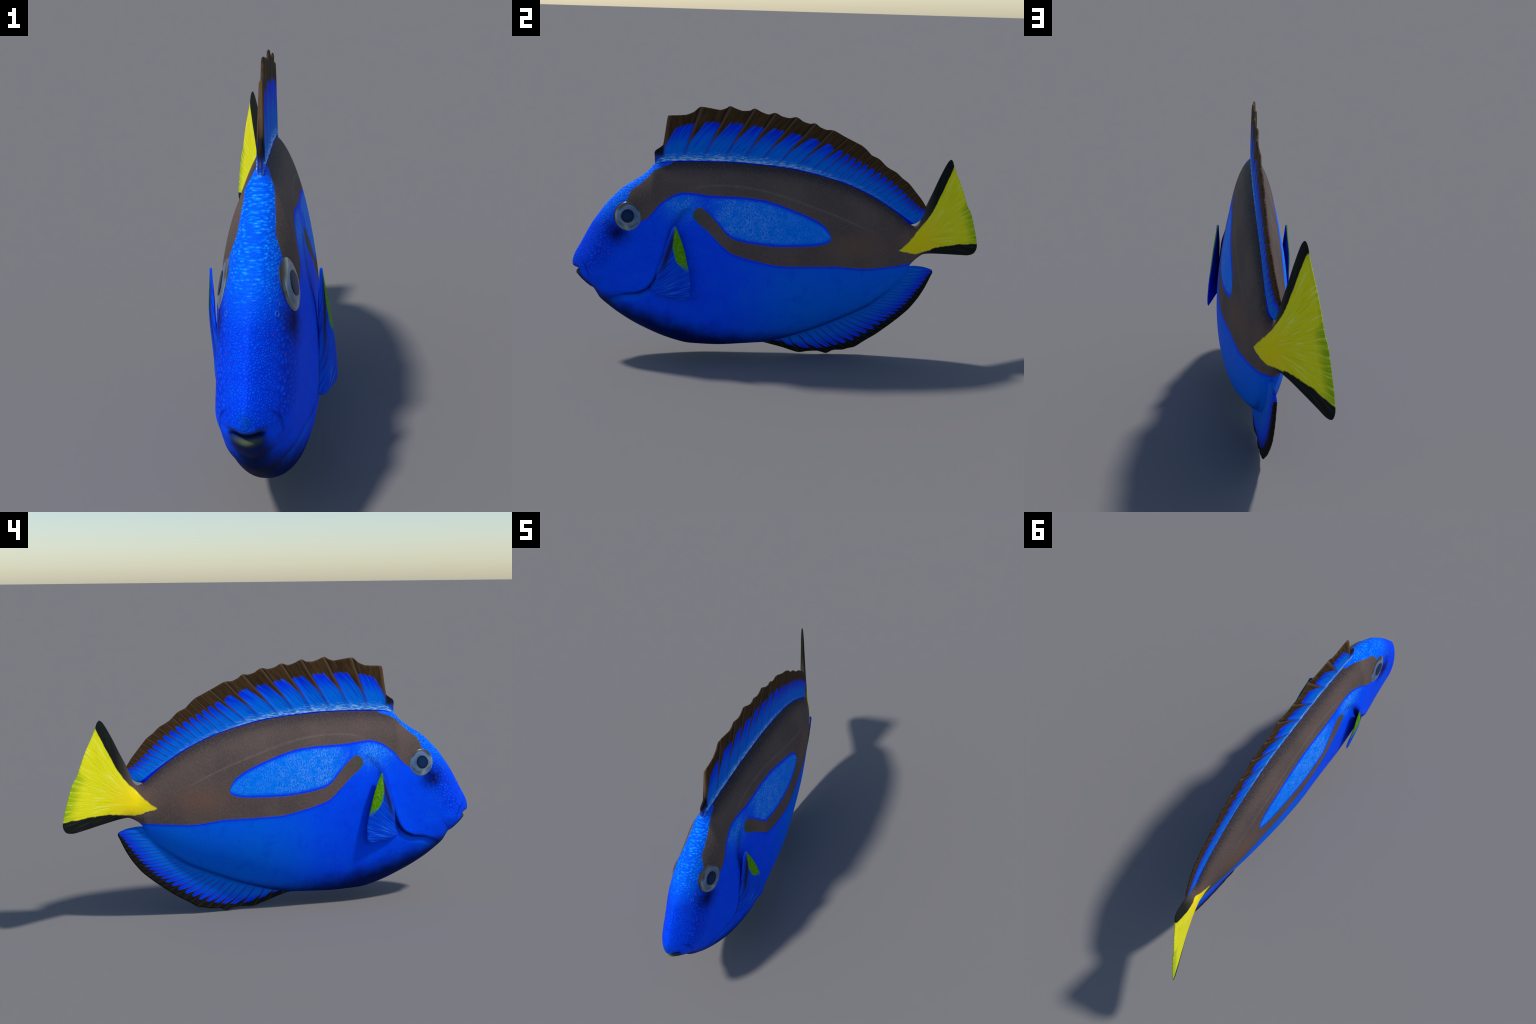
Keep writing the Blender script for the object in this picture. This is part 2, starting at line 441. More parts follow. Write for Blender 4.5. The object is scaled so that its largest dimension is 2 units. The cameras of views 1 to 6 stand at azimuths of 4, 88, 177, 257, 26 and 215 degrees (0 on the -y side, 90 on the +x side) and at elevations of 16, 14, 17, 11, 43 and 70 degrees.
    # ---- dark band
    below_top = n.step(n.sub(n.curve(n.y, STRIPE_TOP), z), -.003, .003)
    above_low = n.step(n.sub(z, n.curve(n.y, STRIPE_LOW)), -.003, .003)
    upper = n.lo(below_top, above_low)
    hook = n.lo(n.step(n.sub(n.curve(n.y, HOOK_TOP), z), -.004, .004), n.step(n.sub(z, n.curve(n.y, BAND_LOW)), -.004, .004))
    soft_end = n.step(n.y, -.432, -.412)
    rear = n.lo(n.step(n.y, .226, .232), n.step(n.sub(z, n.curve(n.y, BAND_LOW)), -.003, .003))
    hook = n.lo(n.lo(hook, soft_end), n.step(n.y, .26, .24))
    band = n.mul(n.hi(n.hi(upper, hook), rear), n.step(n.y, -.745, -.735))
    halo = n.mul(n.inv(band), n.hi(
        n.hi(n.mul(n.bell(n.z, n.curve(n.y, STRIPE_LOW), .009), n.mul(n.step(n.y, -.66, -.60), n.step(n.y, .24, .22))),
             n.mul(n.bell(n.z, n.curve(n.y, HOOK_TOP), .009), n.mul(n.step(n.y, -.34, -.28), n.step(n.y, .24, .22)))),
        n.mul(n.bell(n.z, n.curve(n.y, BAND_LOW), .010), n.step(n.y, -.36, -.28))))
    blue = n.mix(n.mul(halo, .85), blue, BLUE_PURE)
    br = n.mix(n.step(n.noise(n.obj, 6, 3), .35, .7), BROWN, (.100, .074, .067))
    back_edge = n.curve(n.y, [(-.6, .935), (-.53, .943), (-.383, .948), (-.263, .948), (-.10, .938), (.02, .926), (.14, .902), (.263, .869), (.39, .818), (.516, .746), (.63, .655)])
    br = n.mix(n.mul(n.step(n.sub(back_edge, n.z), .085, .0), .85), br, BROWN_DARK)
    br = n.mix(n.mul(n.step(streaky, .46, .28), .22), br, (.055, .040, .040))
    br = n.mix(n.mul(n.step(n.sub(back_edge, n.z), .05, .0), .6), br, (.026, .022, .034))
    br = n.mix(n.mul(n.mul(n.bell(n.y, .36, .12), n.bell(n.z, .565, .055)), .85), br, BROWN_RED)
    br = n.mix(n.mul(n.mul(n.bell(n.y, .62, .06), n.bell(n.z, .59, .05)), .6), br, BROWN_RED)
    br = n.mix(n.mul(n.step(n.y, -.60, -.70), .45), br, (.062, .047, .044))
    line = n.mul(n.bell(n.z, n.curve(n.y, LATERAL_LINE), .005), n.mul(n.step(n.y, -.44, -.38), n.step(n.y, .52, .30)))
    br = n.mix(n.mul(line, n.mad(n.noise(n.obj, 40, 2), .7, .0)), br, (.20, .165, .15))
    br = n.mix(n.mul(n.step(streaky, .48, .72), .24), br, (.21, .165, .15))
    tip = n.mul(n.bell(n.y, -.415, .03), n.bell(n.z, .70, .035))
    br = n.mix(n.mul(tip, .6), br, (.03, .10, .03))
    colour = n.mix(band, blue, br)

    # ---- yellow tail
    tz = n.add(n.z, n.mad(n.noise(n.obj, 30, 4, .65), .018, -.009))
    ytop = n.step(n.sub(n.curve(n.y, YELLOW_TOP), tz), -.004, .006)
    ylow = n.step(n.sub(tz, n.curve(n.y, YELLOW_LOW)), -.003, .004)
    ymask = n.mul(n.lo(ytop, ylow), n.step(n.y, .56, .575))
    ang = n.m('ARCTAN2', n.sub(n.z, .575), n.sub(n.y, .66))
    rad = n.m('SQRT', n.add(n.m('POWER', n.sub(n.z, .575), 2.0), n.m('POWER', n.sub(n.y, .66), 2.0)))
    rays = n.noise(n.vec(n.mul(ang, 9.0), n.mul(rad, 2.2), n.mul(rad, 1.0)), 4.2, 4, .62)
    edge_d = n.sub(n.curve(n.z, TAIL_REAR), n.y)
    yel = n.mix(n.step(rad, .04, .20), YELLOW, YELLOW_GREEN)
    yel = n.mix(n.mul(n.step(rays, .54, .70), n.mul(n.step(rad, .02, .10), .65)), yel, (.98, .95, .25))
    yel = n.mix(n.mul(n.step(rays, .48, .30), .35), yel, (.50, .46, .0))
    rim = n.mul(n.step(edge_d, n.mad(n.step(n.z, .75, .70), .055, .014), 0.0), n.mad(n.step(n.z, .80, .70), .60, .20))
    yel = n.mix(n.mul(rim, n.step(rays, .75, .40)), yel, GREEN)
    tail_dark = n.mix(n.step(n.y, .64, .76), BROWN, BLACK)
    tail_dark = n.mix(n.mul(n.step(rays, .5, .7), n.step(n.y, .68, .72)), tail_dark, (.030, .030, .018))
    colour = n.mix(n.mul(n.step(n.y, .62, .70), n.step(n.z, .455, .465)), colour, tail_dark)
    colour = n.mix(ymask, colour, yel)

    # ---- lips
    my, mz = n.add(n.y, .975), n.sub(n.z, .412)
    lipd = n.m('SQRT', n.add(n.mul(my, my), n.mul(mz, mz)))
    centre = n.step(n.m('ABSOLUTE', n.add(n.x, .012)), .055, .030)
    over = n.add(n.sub(n.z, .393), n.mul(n.add(n.y, .981), .91))
    chin = n.mul(n.mul(n.step(over, .042, .004), n.step(n.y, -.85, -.90)), n.step(n.z, .425, .405))
    colour = n.mix(n.mul(chin, .9), colour, (.003, .008, .035))
    philtrum = n.mul(n.mul(n.bell(n.add(n.x, .012), 0.0, .016), n.bell(n.z, .455, .022)), n.step(n.y, -.93, -.96))
    colour = n.mix(n.mul(philtrum, .6), colour, (.0, .055, .24))
    low_lip = n.mul(n.mul(n.step(n.z, .414, .404), n.step(lipd, .040, .022)), centre)
    colour = n.mix(n.mul(low_lip, .85), colour, (.008, .022, .050))
    lip_mid = n.mul(n.bell(n.add(n.x, .012), 0.0, .030), n.bell(n.z, .400, .012))
    colour = n.mix(n.mul(n.mul(low_lip, lip_mid), .9), colour, (.085, .105, .060))
    up_lip = n.mul(n.mul(n.bell(n.z, .423, .012), n.step(n.y, -.945, -.965)), centre)
    colour = n.mix(n.mul(up_lip, .9), colour, (.016, .034, .038))
    gap = n.mul(n.bell(n.z, .412, .006), n.step(n.y, -.93, -.95))
    colour = n.mix(n.mul(n.mul(gap, n.step(n.m('ABSOLUTE', n.add(n.x, .012)), .050, .036)), .9), colour, (.0, .004, .02))
    cy = n.curve(n.z, [(.39, -.907), (.40, -.911), (.422, -.919), (.444, -.931), (.462, -.946)])
    ccrease = n.mul(n.bell(n.y, cy, .005), n.mul(n.step(n.z, .385, .405), n.step(n.z, .475, .45)))
    colour = n.mix(n.mul(ccrease, .42), colour, (.0, .010, .25))

    # ---- relief
    not_tail = n.step(n.y, .70, .60)
    g = n.bump(streaky, n.mul(n.mad(n.hi(light, band), .22, .10), not_tail), .003)
    g = n.bump(cell, n.mul(n.mul(head_scales, n.inv(band)), .45), .0022, g)
    g = n.bump(brow_cells, n.mul(n.mul(brow, n.inv(band)), .42), -.0028, g)
    g = n.bump(n.mul(ccrease, -1.0), .8, .004, g)
    g = n.bump(n.mul(rays, n.step(n.y, .68, .76)), .35, .003, g)
    rough = n.mad(fine, .2, .5)
    return n.finish(colour, rough, g, .035)


# ------------------------------------------------------------------ rayed fins
def fin_frame(phi):
    c, s = math.cos(phi), math.sin(phi)
    return (lambda y, z: (c * y + s * z, -s * y + c * z)), (lambda a, b: (c * a - s * b, s * a + c * b))


class RayFin:
    """A fin of rays: each ray runs from a point on the base curve to a point on the free edge."""

    def __init__(self, phi, base, edge, links, rays, up=1):
        # base: curve z(y); links: (base y, edge point); rays: base y of the single rays
        self.phi, self.up = phi, up
        self.to, self.back = fin_frame(phi)
        zb = interp(base)
        self.base = zb
        L = [(b, *e) for b, e in links]
        self.ey, self.ez = interp([(l[0], l[1]) for l in L]), interp([(l[0], l[2]) for l in L])
        self.edge = edge
        self.rays = rays
        q = np.array([l[0] for l in L])
        ab, bb = self.to(q, zb(q))
        ae, be = self.to(self.ey(q), self.ez(q))
        k = (ae - ab) / (be - bb)
        self.tab_base = list(zip(ab, bb))
        self.tab_k = list(zip(ab, k))
        self.tab_top = list(zip(ab, be))
        r = np.array(rays)
        ra, _ = self.to(r, zb(r))
        self.tab_phase = list(zip(ra, np.arange(len(r), dtype=float)))

    def nodes(self, n):
        """In nodes: recover ray phase and height fraction from the position."""
        c, s = math.cos(self.phi), math.sin(self.phi)
        a = n.add(n.mul(n.y, c), n.mul(n.z, s))
        b = n.add(n.mul(n.y, -s), n.mul(n.z, c))
        u = n.sub(a, n.mul(n.curve(a, self.tab_k), n.mul(n.sub(b, n.curve(a, self.tab_base)), .8)))
        for _ in range(4):
            F = n.add(n.sub(u, a), n.mul(n.curve(u, self.tab_k), n.sub(b, n.curve(u, self.tab_base))))
            u = n.sub(u, n.mul(F, .8))
        base, top = n.curve(u, self.tab_base), n.curve(u, self.tab_top)
        v = n.div(n.sub(b, base), n.sub(top, base))
        ph = n.curve(u, self.tab_phase, smooth=False)
        return u, v, ph


DORSAL_BASE = [(-.606, .925), (-.57, .934), (-.53, .939), (-.383, .944), (-.263, .944), (-.10, .934), (.02, .922), (.14, .898), (.263, .865), (.39, .814), (.516, .742), (.60, .686), (.645, .655)]
DORSAL_SPINES = [-.572, -.48, -.39, -.295, -.205, -.125, -.04, .05]
DORSAL_RAYS = DORSAL_SPINES + [.115, .165, .21, .25, .286, .318, .35, .38, .41, .437, .463, .488, .512, .535, .557, .578, .598, .616, .632, .66]
# free edge: (base y, edge y, edge z); spine tips stand out, the membrane sags between them
DORSAL_EDGE = [(-.606, -.602, .936), (-.602, -.606, .978), (-.597, -.602, .990), (-.590, -.58, 1.006), (-.584, -.564, 1.021), (-.578, -.555, 1.084), (-.572, -.543, 1.155),
               (-.545, -.503, 1.157), (-.520, -.462, 1.160), (-.500, -.427, 1.173), (-.480, -.392, 1.199), (-.455, -.356, 1.195), (-.425, -.303, 1.187), (-.405, -.274, 1.196),
               (-.390, -.257, 1.206), (-.368, -.232, 1.196), (-.340, -.197, 1.185), (-.314, -.167, 1.186), (-.295, -.144, 1.197), (-.262, -.109, 1.181), (-.232, -.079, 1.172),
               (-.205, -.047, 1.180), (-.175, -.014, 1.164), (-.150, .019, 1.157), (-.125, .052, 1.162), (-.092, .088, 1.141), (-.062, .118, 1.133), (-.040, .139, 1.136),
               (-.010, .167, 1.117), (.022, .197, 1.106), (.05, .224, 1.105), (.10, .283, 1.076), (.145, .326, 1.055), (.205, .37, 1.033), (.25, .395, 1.012), (.286, .415, .991),
               (.33, .452, .973), (.375, .495, .934), (.41, .543, .907), (.44, .569, .883), (.475, .602, .859), (.52, .645, .810), (.57, .678, .771), (.60, .692, .750), (.618, .699, .738),
               (.624, .697, .720), (.628, .688, .697), (.634, .672, .674), (.640, .655, .662)]
ANAL_BASE = [(-.10, .070), (-.069, .082), (-.031, .088), (.031, .100), (.093, .118), (.165, .142), (.228, .167), (.29, .194), (.352, .221), (.438, .264), (.499, .308), (.56, .362), (.607, .42), (.62, .448)]
ANAL_EDGE = [(-.10, -.10, .064), (-.069, -.065, .057), (-.02, -.005, .041), (.0, .03, .030), (.02, .059, .020), (.05, .106, .007), (.07, .150, .012), (.085, .19, .013), (.11, .239, .001), (.135, .268, .014), (.155, .284, .017), (.175, .319, .018),
             (.195, .348, .026), (.215, .376, .031), (.245, .423, .061), (.29, .485, .100), (.335, .546, .146), (.375, .595, .186), (.43, .644, .232), (.49, .687, .289),
             (.54, .716, .340), (.58, .740, .395), (.60, .749, .418), (.608, .746, .428), (.612, .737, .433), (.616, .702, .444), (.62, .66, .450)]
ANAL_RAYS = [-.05, .0, .045, .085, .12, .155, .185, .213, .24, .265, .29, .315, .338, .36, .381, .402, .422, .442, .461, .480, .498, .515, .532, .548, .563, .578, .592, .605, .618, .635]


DORSAL_LINKS = [(-.606, -.600, 1.0), (-.572, -.543, 1.155), (-.48, -.392, 1.199), (-.39, -.257, 1.206), (-.295, -.144, 1.197), (-.205, -.047, 1.180), (-.125, .052, 1.162),
                (-.04, .139, 1.136), (.05, .224, 1.105), (.145, .326, 1.055), (.286, .415, .991), (.41, .543, .907), (.52, .645, .810), (.60, .692, .750), (.632, .702, .730)]
ANAL_LINKS = [(-.10, -.10, .055), (-.02, -.005, .041), (.05, .106, .007), (.11, .239, .001), (.175, .319, .018), (.245, .423, .061), (.29, .485, .100), (.335, .546, .146),
              (.375, .595, .186), (.43, .644, .232), (.49, .687, .289), (.54, .716, .340), (.58, .740, .395), (.62, .755, .44)]


def build_fin_mesh(name, fin, nu, nv, sink, half_base, half_tip, fold, mat, parent, mid_shift=None, ray_amp=.0022):
    """Sheet with real thickness: sampled along the base and up the rays, folded at the rays, with rounded free edge."""
    q0, q1 = fin.edge[0][0], fin.edge[-1][0]
    E = np.array(fin.edge)
    # spread the samples so that the free edge is evenly covered
    seg = np.hypot(np.diff(E[:, 1]), np.diff(E[:, 2])) + .3 * np.diff(E[:, 0])
    cum = np.concatenate([[0], np.cumsum(seg)])
    qb = np.interp(np.linspace(0, cum[-1], nu), cum, E[:, 0])
    # edge: linear over the arc so that tips stay crisp, lightly rounded
    ey, ez = np.interp(qb, E[:, 0], E[:, 1]), np.interp(qb, E[:, 0], E[:, 2])
    fy, fz = fin.ey(qb), fin.ez(qb)
    ey, ez = .35 * ey + .65 * fy, .35 * ez + .65 * fz
    by, bz = qb, fin.base(qb)
    dy, dz = ey - by, ez - bz
    ln = np.hypot(dy, dz) + 1e-6
    by, bz = by - dy / ln * sink, bz - dz / ln * sink
    v = np.linspace(0, 1, nv)
    v = 1 - (1 - v) ** 1.3
    Y = by[:, None] + (ey - by)[:, None] * v
    Z = bz[:, None] + (ez - bz)[:, None] * v
    ph = np.interp(qb, fin.rays, np.arange(len(fin.rays)))
    d = np.abs(ph - np.round(ph))
    inside = ((qb >= fin.rays[0]) & (qb <= fin.rays[-1])).astype(float)
    ridge = np.exp(-(d / .14) ** 2) * inside
    zig = fold(qb) * np.cos(np.pi * ph)
    base_mid = mid(Y, np.broadcast_to(Z, Y.shape)) if mid_shift is None else mid_shift(Y, Z)
    C = base_mid + (zig[:, None]) * smoothstep(.1, 1, v)[None, :]
    T = half_base + (half_tip - half_base) * v ** .6
    T = np.broadcast_to(T, Y.shape) + ray_amp * (ridge * np.interp(qb, [-.6, .0, .2, .7], [1, 1, .4, .3]))[:, None] * np.sin(np.pi * np.clip(v, 0, 1) ** .8)[None, :]
    # thin down towards the leading and trailing ends
    run = np.concatenate([[0], np.cumsum(np.hypot(np.diff(ey), np.diff(ez)))])
    lead = np.clip(np.minimum(run / .09, (run[-1] - run) / .09), 0, 1)
    T = T * (.30 + .70 * np.sqrt(lead))[:, None]
    T = T * np.sqrt(np.clip(1 - np.clip((v - .965) / .036, 0, 1) ** 2, .02, 1))[None, :]
    verts = [np.stack([C + T, Y, Z], -1).reshape(-1, 3), np.stack([C - T, Y, Z], -1).reshape(-1, 3)]
    N = nu * nv
    faces = []
    idx = lambda i, j, s: s * N + i * nv + j
    for i in range(nu - 1):
        for j in range(nv - 1):
            a, b, c, e = idx(i, j, 0), idx(i + 1, j, 0), idx(i + 1, j + 1, 0), idx(i, j + 1, 0)
            faces.append((a, b, c, e))
            faces.append((a + N, e + N, c + N, b + N))
        faces.append((idx(i, nv - 1, 0), idx(i + 1, nv - 1, 0), idx(i + 1, nv - 1, 1), idx(i, nv - 1, 1)))
        faces.append((idx(i, 0, 1), idx(i + 1, 0, 1), idx(i + 1, 0, 0), idx(i, 0, 0)))
    for j in range(nv - 1):
        faces.append((idx(0, j, 0), idx(0, j + 1, 0), idx(0, j + 1, 1), idx(0, j, 1)))
        faces.append((idx(nu - 1, j, 1), idx(nu - 1, j + 1, 1), idx(nu - 1, j + 1, 0), idx(nu - 1, j, 0)))
    return new_object(name, np.vstack(verts), faces, mat, parent)


def new_object(name, verts, faces, mat, parent, smooth=True, recalc=True):
    import bmesh
    me = bpy.data.meshes.new(name)
    me.from_pydata([tuple(map(float, p)) for p in verts], [], faces)
    if recalc:
        bm = bmesh.new()
        bm.from_mesh(me)
        bmesh.ops.remove_doubles(bm, verts=bm.verts, dist=1e-6)
        bmesh.ops.recalc_face_normals(bm, faces=bm.faces)
        bm.to_mesh(me)
        bm.free()
    if mat:
        me.materials.append(mat)
    for p in me.polygons:
        p.use_smooth = smooth
    ob = bpy.data.objects.new(name, me)
    bpy.context.scene.collection.objects.link(ob)
    if parent:
        ob.parent = parent
    return ob


def fin_skin(name, fin, hi_tab, lo_tab, rise_tab, base_glow, dark, line_strength):
    n = Nodes(name)
    u, v, ph = fin.nodes(n)
    f = n.m('FRACT', ph)
    ra = n.noise(n.vec(n.mul(ph, 1.0), n.mul(v, .35), 0.0), 9, 4, .65)      # fine streaks along the rays
    slant = n.noise(n.vec(n.sub(n.mul(ph, 5.0), n.mul(v, 4.0)), n.mul(v, 1.0), n.mul(n.m('FLOOR', ph), 3.7)), 2.6, 3, .6)
    hi, lo, rise = n.curve(ph, hi_tab), n.curve(ph, lo_tab), n.curve(ph, rise_tab)
    lim = n.add(lo, n.mul(n.sub(hi, lo), n.m('POWER', n.m('MINIMUM', n.div(f, rise), 1.0), .85)))
    lim = n.sub(n.add(lim, n.mad(slant, .14, -.07)), n.mul(n.step(f, .70, 1.0), n.mad(n.step(ph, 6.5, 9.0), .08, .01)))
    is_dark = n.step(n.sub(v, lim), -.020, .020)
    blue = n.mix(n.step(v, n.mul(hi, 1.0), n.mul(hi, .35)), (.0, .030, .84), (.0, .165, .80))
    blue = n.mix(n.mul(n.step(slant, .50, .68), .55), blue, (.0, .19, .84))
    blue = n.mix(n.mul(n.step(slant, .48, .32), .6), blue, (.0, .022, .66))
    wavy = n.mad(ra, .16, -.08)
    ray_line = n.mul(n.hi(n.step(n.add(f, wavy), .15, .02), n.step(n.add(f, wavy), .90, .99)), n.step(n.sub(v, n.mul(lo, .15)), .0, .12))
    blue = n.mix(n.mul(ray_line, line_strength), blue, (.03, .015, .30))
    reddish = n.mul(n.bell(v, n.sub(lim, .03), .035), n.step(f, .5, .12))
    blue = n.mix(n.mul(reddish, .45), blue, (.10, .02, .16))
    # pale streaky strip along the root
    if base_glow:
        streak = n.noise(n.mapped(n.obj, (60, 34, 240), (.12, 0, 0)), 1.0, 3, .65)
        glow = n.mul(n.step(n.add(v, n.mad(slant, .16, -.08)), .22, .03), n.curve(ph, [(-1, .6), (0, 1), (4, 1), (7, .75), (10, .35), (16, .18), (25, 0)]))
        blue = n.mix(n.mul(glow, .7), blue, (.0, .24, .90))
        blue = n.mix(n.mul(glow, n.mul(n.step(n.sub(streak, n.mul(v, .8)), .38, .58), .9)), blue, (.52, .82, .92))
        blue = n.mix(n.step(v, .035, .012), blue, (.0, .012, .60))
    dk = n.mix(n.step(ra, .35, .65), dark, tuple(c * .55 for c in dark))
    dk = n.mix(n.mul(n.step(f, .16, .03), .7), dk, tuple(min(1, c * 1.8 + .012) for c in dark))
    dk = n.mix(n.mul(n.step(f, .80, .97), .6), dk, (.012, .012, .012))
    col = n.mix(is_dark, blue, dk)
    g = n.bump(ra, .45, .004)
    g = n.bump(slant, .3, .003, g)
    return n, col, g, v, ph


def dorsal_skin(fin):
    n, col, g, v, ph = fin_skin('dorsal_fin_skin', fin,
                                [(0, .64), (1, .70), (2, .71), (4, .70), (7, .71), (9, .70), (14, .71), (20, .72), (24, .78), (26, .98)],
                                [(0, .32), (1, .31), (2, .31), (4, .31), (7, .28), (9, .27), (14, .28), (20, .30), (24, .38), (26, .75)],
                                [(0, .40), (4, .38), (7, .36), (9, .32), (26, .30)], True, FIN_BROWN, .5)
    # leading knob is dark
    knob = n.mul(n.step(n.y, -.557, -.572), n.step(n.z, .955, .985))
    col = n.mix(knob, col, (.012, .013, .016))
    col = n.mix(n.mul(n.step(n.y, -.570, -.60), .5), col, (.0, .05, .5))
    col = n.mix(knob, col, (.012, .013, .016))
    return n.finish(col, .65, g, .04)


def anal_skin(fin):
    n, col, g, v, ph = fin_skin('anal_fin_skin', fin,
                                [(0, .30), (1, .50), (2, .68), (4, .76), (10, .82), (20, .82), (25, .88), (27, .96)],
                                [(0, .1), (1, .25), (2, .42), (4, .50), (10, .60), (20, .68), (25, .80), (27, .92)],
                                [(0, .5), (6, .42), (27, .36)], False, (.016, .014, .011), .9)
    col = n.mix(n.mul(n.step(v, .16, .0), .55), col, (.0, .012, .22))
    return n.finish(col, .65, g, .04)


# ------------------------------------------------------------------ body
def build_body(root, mat):
    import bmesh
    Y, Z, H = body_columns()
    K, R = Y.shape
    N = K * R
    M = mid(Y, Z)
    pos = np.vstack([np.stack([M + H, Y, Z], -1).reshape(-1, 3), np.stack([M - H, Y, Z], -1).reshape(-1, 3)])
    i = np.arange(K - 1)[:, None] * R + np.arange(R - 1)[None, :]
    a = np.stack([i, i + R, i + R + 1, i + 1], -1).reshape(-1, 4)
    faces = np.vstack([a, a[:, ::-1] + N])
    me = bpy.data.meshes.new('whole_body')
    me.from_pydata(pos.tolist(), [], faces.tolist())
    bm = bmesh.new()
    bm.from_mesh(me)
    bmesh.ops.remove_doubles(bm, verts=bm.verts, dist=2e-6)
    bmesh.ops.dissolve_degenerate(bm, edges=bm.edges, dist=1e-7)
    bmesh.ops.recalc_face_normals(bm, faces=bm.faces)
    bm.to_mesh(me)
    bm.free()
    nv = len(me.vertices)
    co = np.empty(nv * 3)
    me.vertices.foreach_get('co', co)
    co = co.reshape(-1, 3)
    no = np.array([v.normal[:] for v in me.vertices])
    neck = interp([(.0, -.93), (.22, -.92), (.27, -.87), (.30, -.80), (.323, -.74), (.36, -.625), (.405, -.59), (.47, -.565), (.56, -.535), (.665, -.50), (.75, -.50), (.95, -.605)])
    groups = {'tail_fin': [], 'head': [], 'torso': [], 'mouth': []}
    for p in me.polygons:
        c = co[list(p.vertices)].mean(0)
        if c[1] > .672 and c[2] > .455:
            groups['tail_fin'].append(tuple(p.vertices))
        elif math.hypot(c[1] + .985, c[2] - .412) < .036:
            groups['mouth'].append(tuple(p.vertices))
        elif c[1] < float(neck(c[2])):
            groups['head'].append(tuple(p.vertices))
        else:
            groups['torso'].append(tuple(p.vertices))
    made = {}
    for name, fs in groups.items():
        used = sorted({v for f in fs for v in f})
        remap = {v: k for k, v in enumerate(used)}
        part = bpy.data.meshes.new(name)
        part.from_pydata(co[used].tolist(), [], [tuple(remap[v] for v in f) for f in fs])
        part.materials.append(mat)
        for p in part.polygons:
            p.use_smooth = True
        part.normals_split_custom_set_from_vertices([tuple(no[v]) for v in used])
        ob = bpy.data.objects.new(name, part)
        bpy.context.scene.collection.objects.link(ob)
        ob.parent = root if name != 'mouth' else made['head']
        made[name] = ob
    bpy.data.meshes.remove(me)
    return made


# ------------------------------------------------------------------ eyes
def dome(name, radius, height, base, mat, rings=28, sides=72, power=2.2, limit=1.0):
    verts, faces = [(0, 0, base + height)], []
    for r in range(1, rings + 1):
        q = limit * math.sin(r / rings * math.pi / 2)
        h = base + height * (1 - q ** power) ** (1 / power)
        for s in range(sides):
            a = 2 * math.pi * s / sides
            verts.append((radius * q * math.cos(a), radius * q * math.sin(a), h))
    for s in range(sides):
        faces.append((0, 1 + s, 1 + (s + 1) % sides))
    for r in range(rings - 1):
        for s in range(sides):
            a, b = 1 + r * sides + s, 1 + r * sides + (s + 1) % sides
            faces.append((a, a + sides, b + sides, b))
    me = bpy.data.meshes.new(name)
    me.from_pydata(verts, [], faces)
    me.materials.append(mat)
    for p in me.polygons:
        p.use_smooth = True
    return me


def ring(name, radius, thick, squash, mat, sides=80, tube=16):
    verts, faces = [], []
    for s in range(sides):
        a = 2 * math.pi * s / sides
        for t in range(tube):
            b = 2 * math.pi * t / tube
            r = radius + thick * math.cos(b)
            verts.append((r * math.cos(a), r * math.sin(a), squash * thick * math.sin(b)))
    for s in range(sides):
        for t in range(tube):
            a, b = s * tube + t, s * tube + (t + 1) % tube
            c, d = ((s + 1) % sides) * tube + (t + 1) % tube, ((s + 1) % sides) * tube + t
            faces.append((a, d, c, b))
    me = bpy.data.meshes.new(name)
    me.from_pydata(verts, [], faces)
    me.materials.append(mat)
    for p in me.polygons:
        p.use_smooth = True
    return me


def eye_materials():
    n = Nodes('iris')
    r = n.m('SQRT', n.add(n.mul(n.x, n.x), n.mul(n.y, n.y)))
    ang = n.m('ARCTAN2', n.y, n.x)
    cloud = n.noise(n.vec(n.mul(r, 60.0), n.m('SINE', ang), n.m('COSINE', ang)), 1.3, 3)
    col = n.mix(n.step(cloud, .35, .68), (.036, .090, .180), (.095, .165, .275))
    col = n.mix(n.mul(n.step(n.y, .0, .04), .4), col, (.12, .17, .34))
    col = n.mix(n.mul(n.bell(r, .0560, .0022), .8), col, (.26, .30, .30))
    col = n.mix(n.bell(r, .0588, .0020), col, (.02, .03, .04))
    col = n.mix(n.step(r, .0600, .0620), col, (.035, .040, .040))
    col = n.mix(n.mul(n.step(r, .034, .027), .5), col, (.02, .05, .11))
    col = n.mix(n.mul(n.step(n.sub(r, n.mul(n.y, .22)), .033, .041), n.step(n.y, .012, .034)), col, (.035, .030, .024))
    col = n.mix(n.mul(n.mul(n.bell(r, .060, .004), n.step(n.y, .0, -.02)), .7), col, (.16, .18, .13))
    corner = n.mul(n.bell(n.add(n.x, n.mul(n.y, .45)), -.026, .010), n.bell(n.y, -.046, .016))  # pale glint below the pupil, tinted into the iris
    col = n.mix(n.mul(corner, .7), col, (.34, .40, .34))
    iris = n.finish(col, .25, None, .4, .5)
    n = Nodes('pupil')
    r = n.m('SQRT', n.add(n.mul(n.x, n.x), n.mul(n.y, n.y)))
    pupil = n.finish(n.mix(n.step(r, .010, .029), (.0, .022, .085), (.002, .008, .035)), .3, None, .1, .04)
    n = Nodes('eyelid')
    rim = n.finish(n.mix(n.step(n.y, -.01, .04), (.008, .020, .040), (.040, .033, .027)), .5, None, .2)
    return iris, pupil, rim


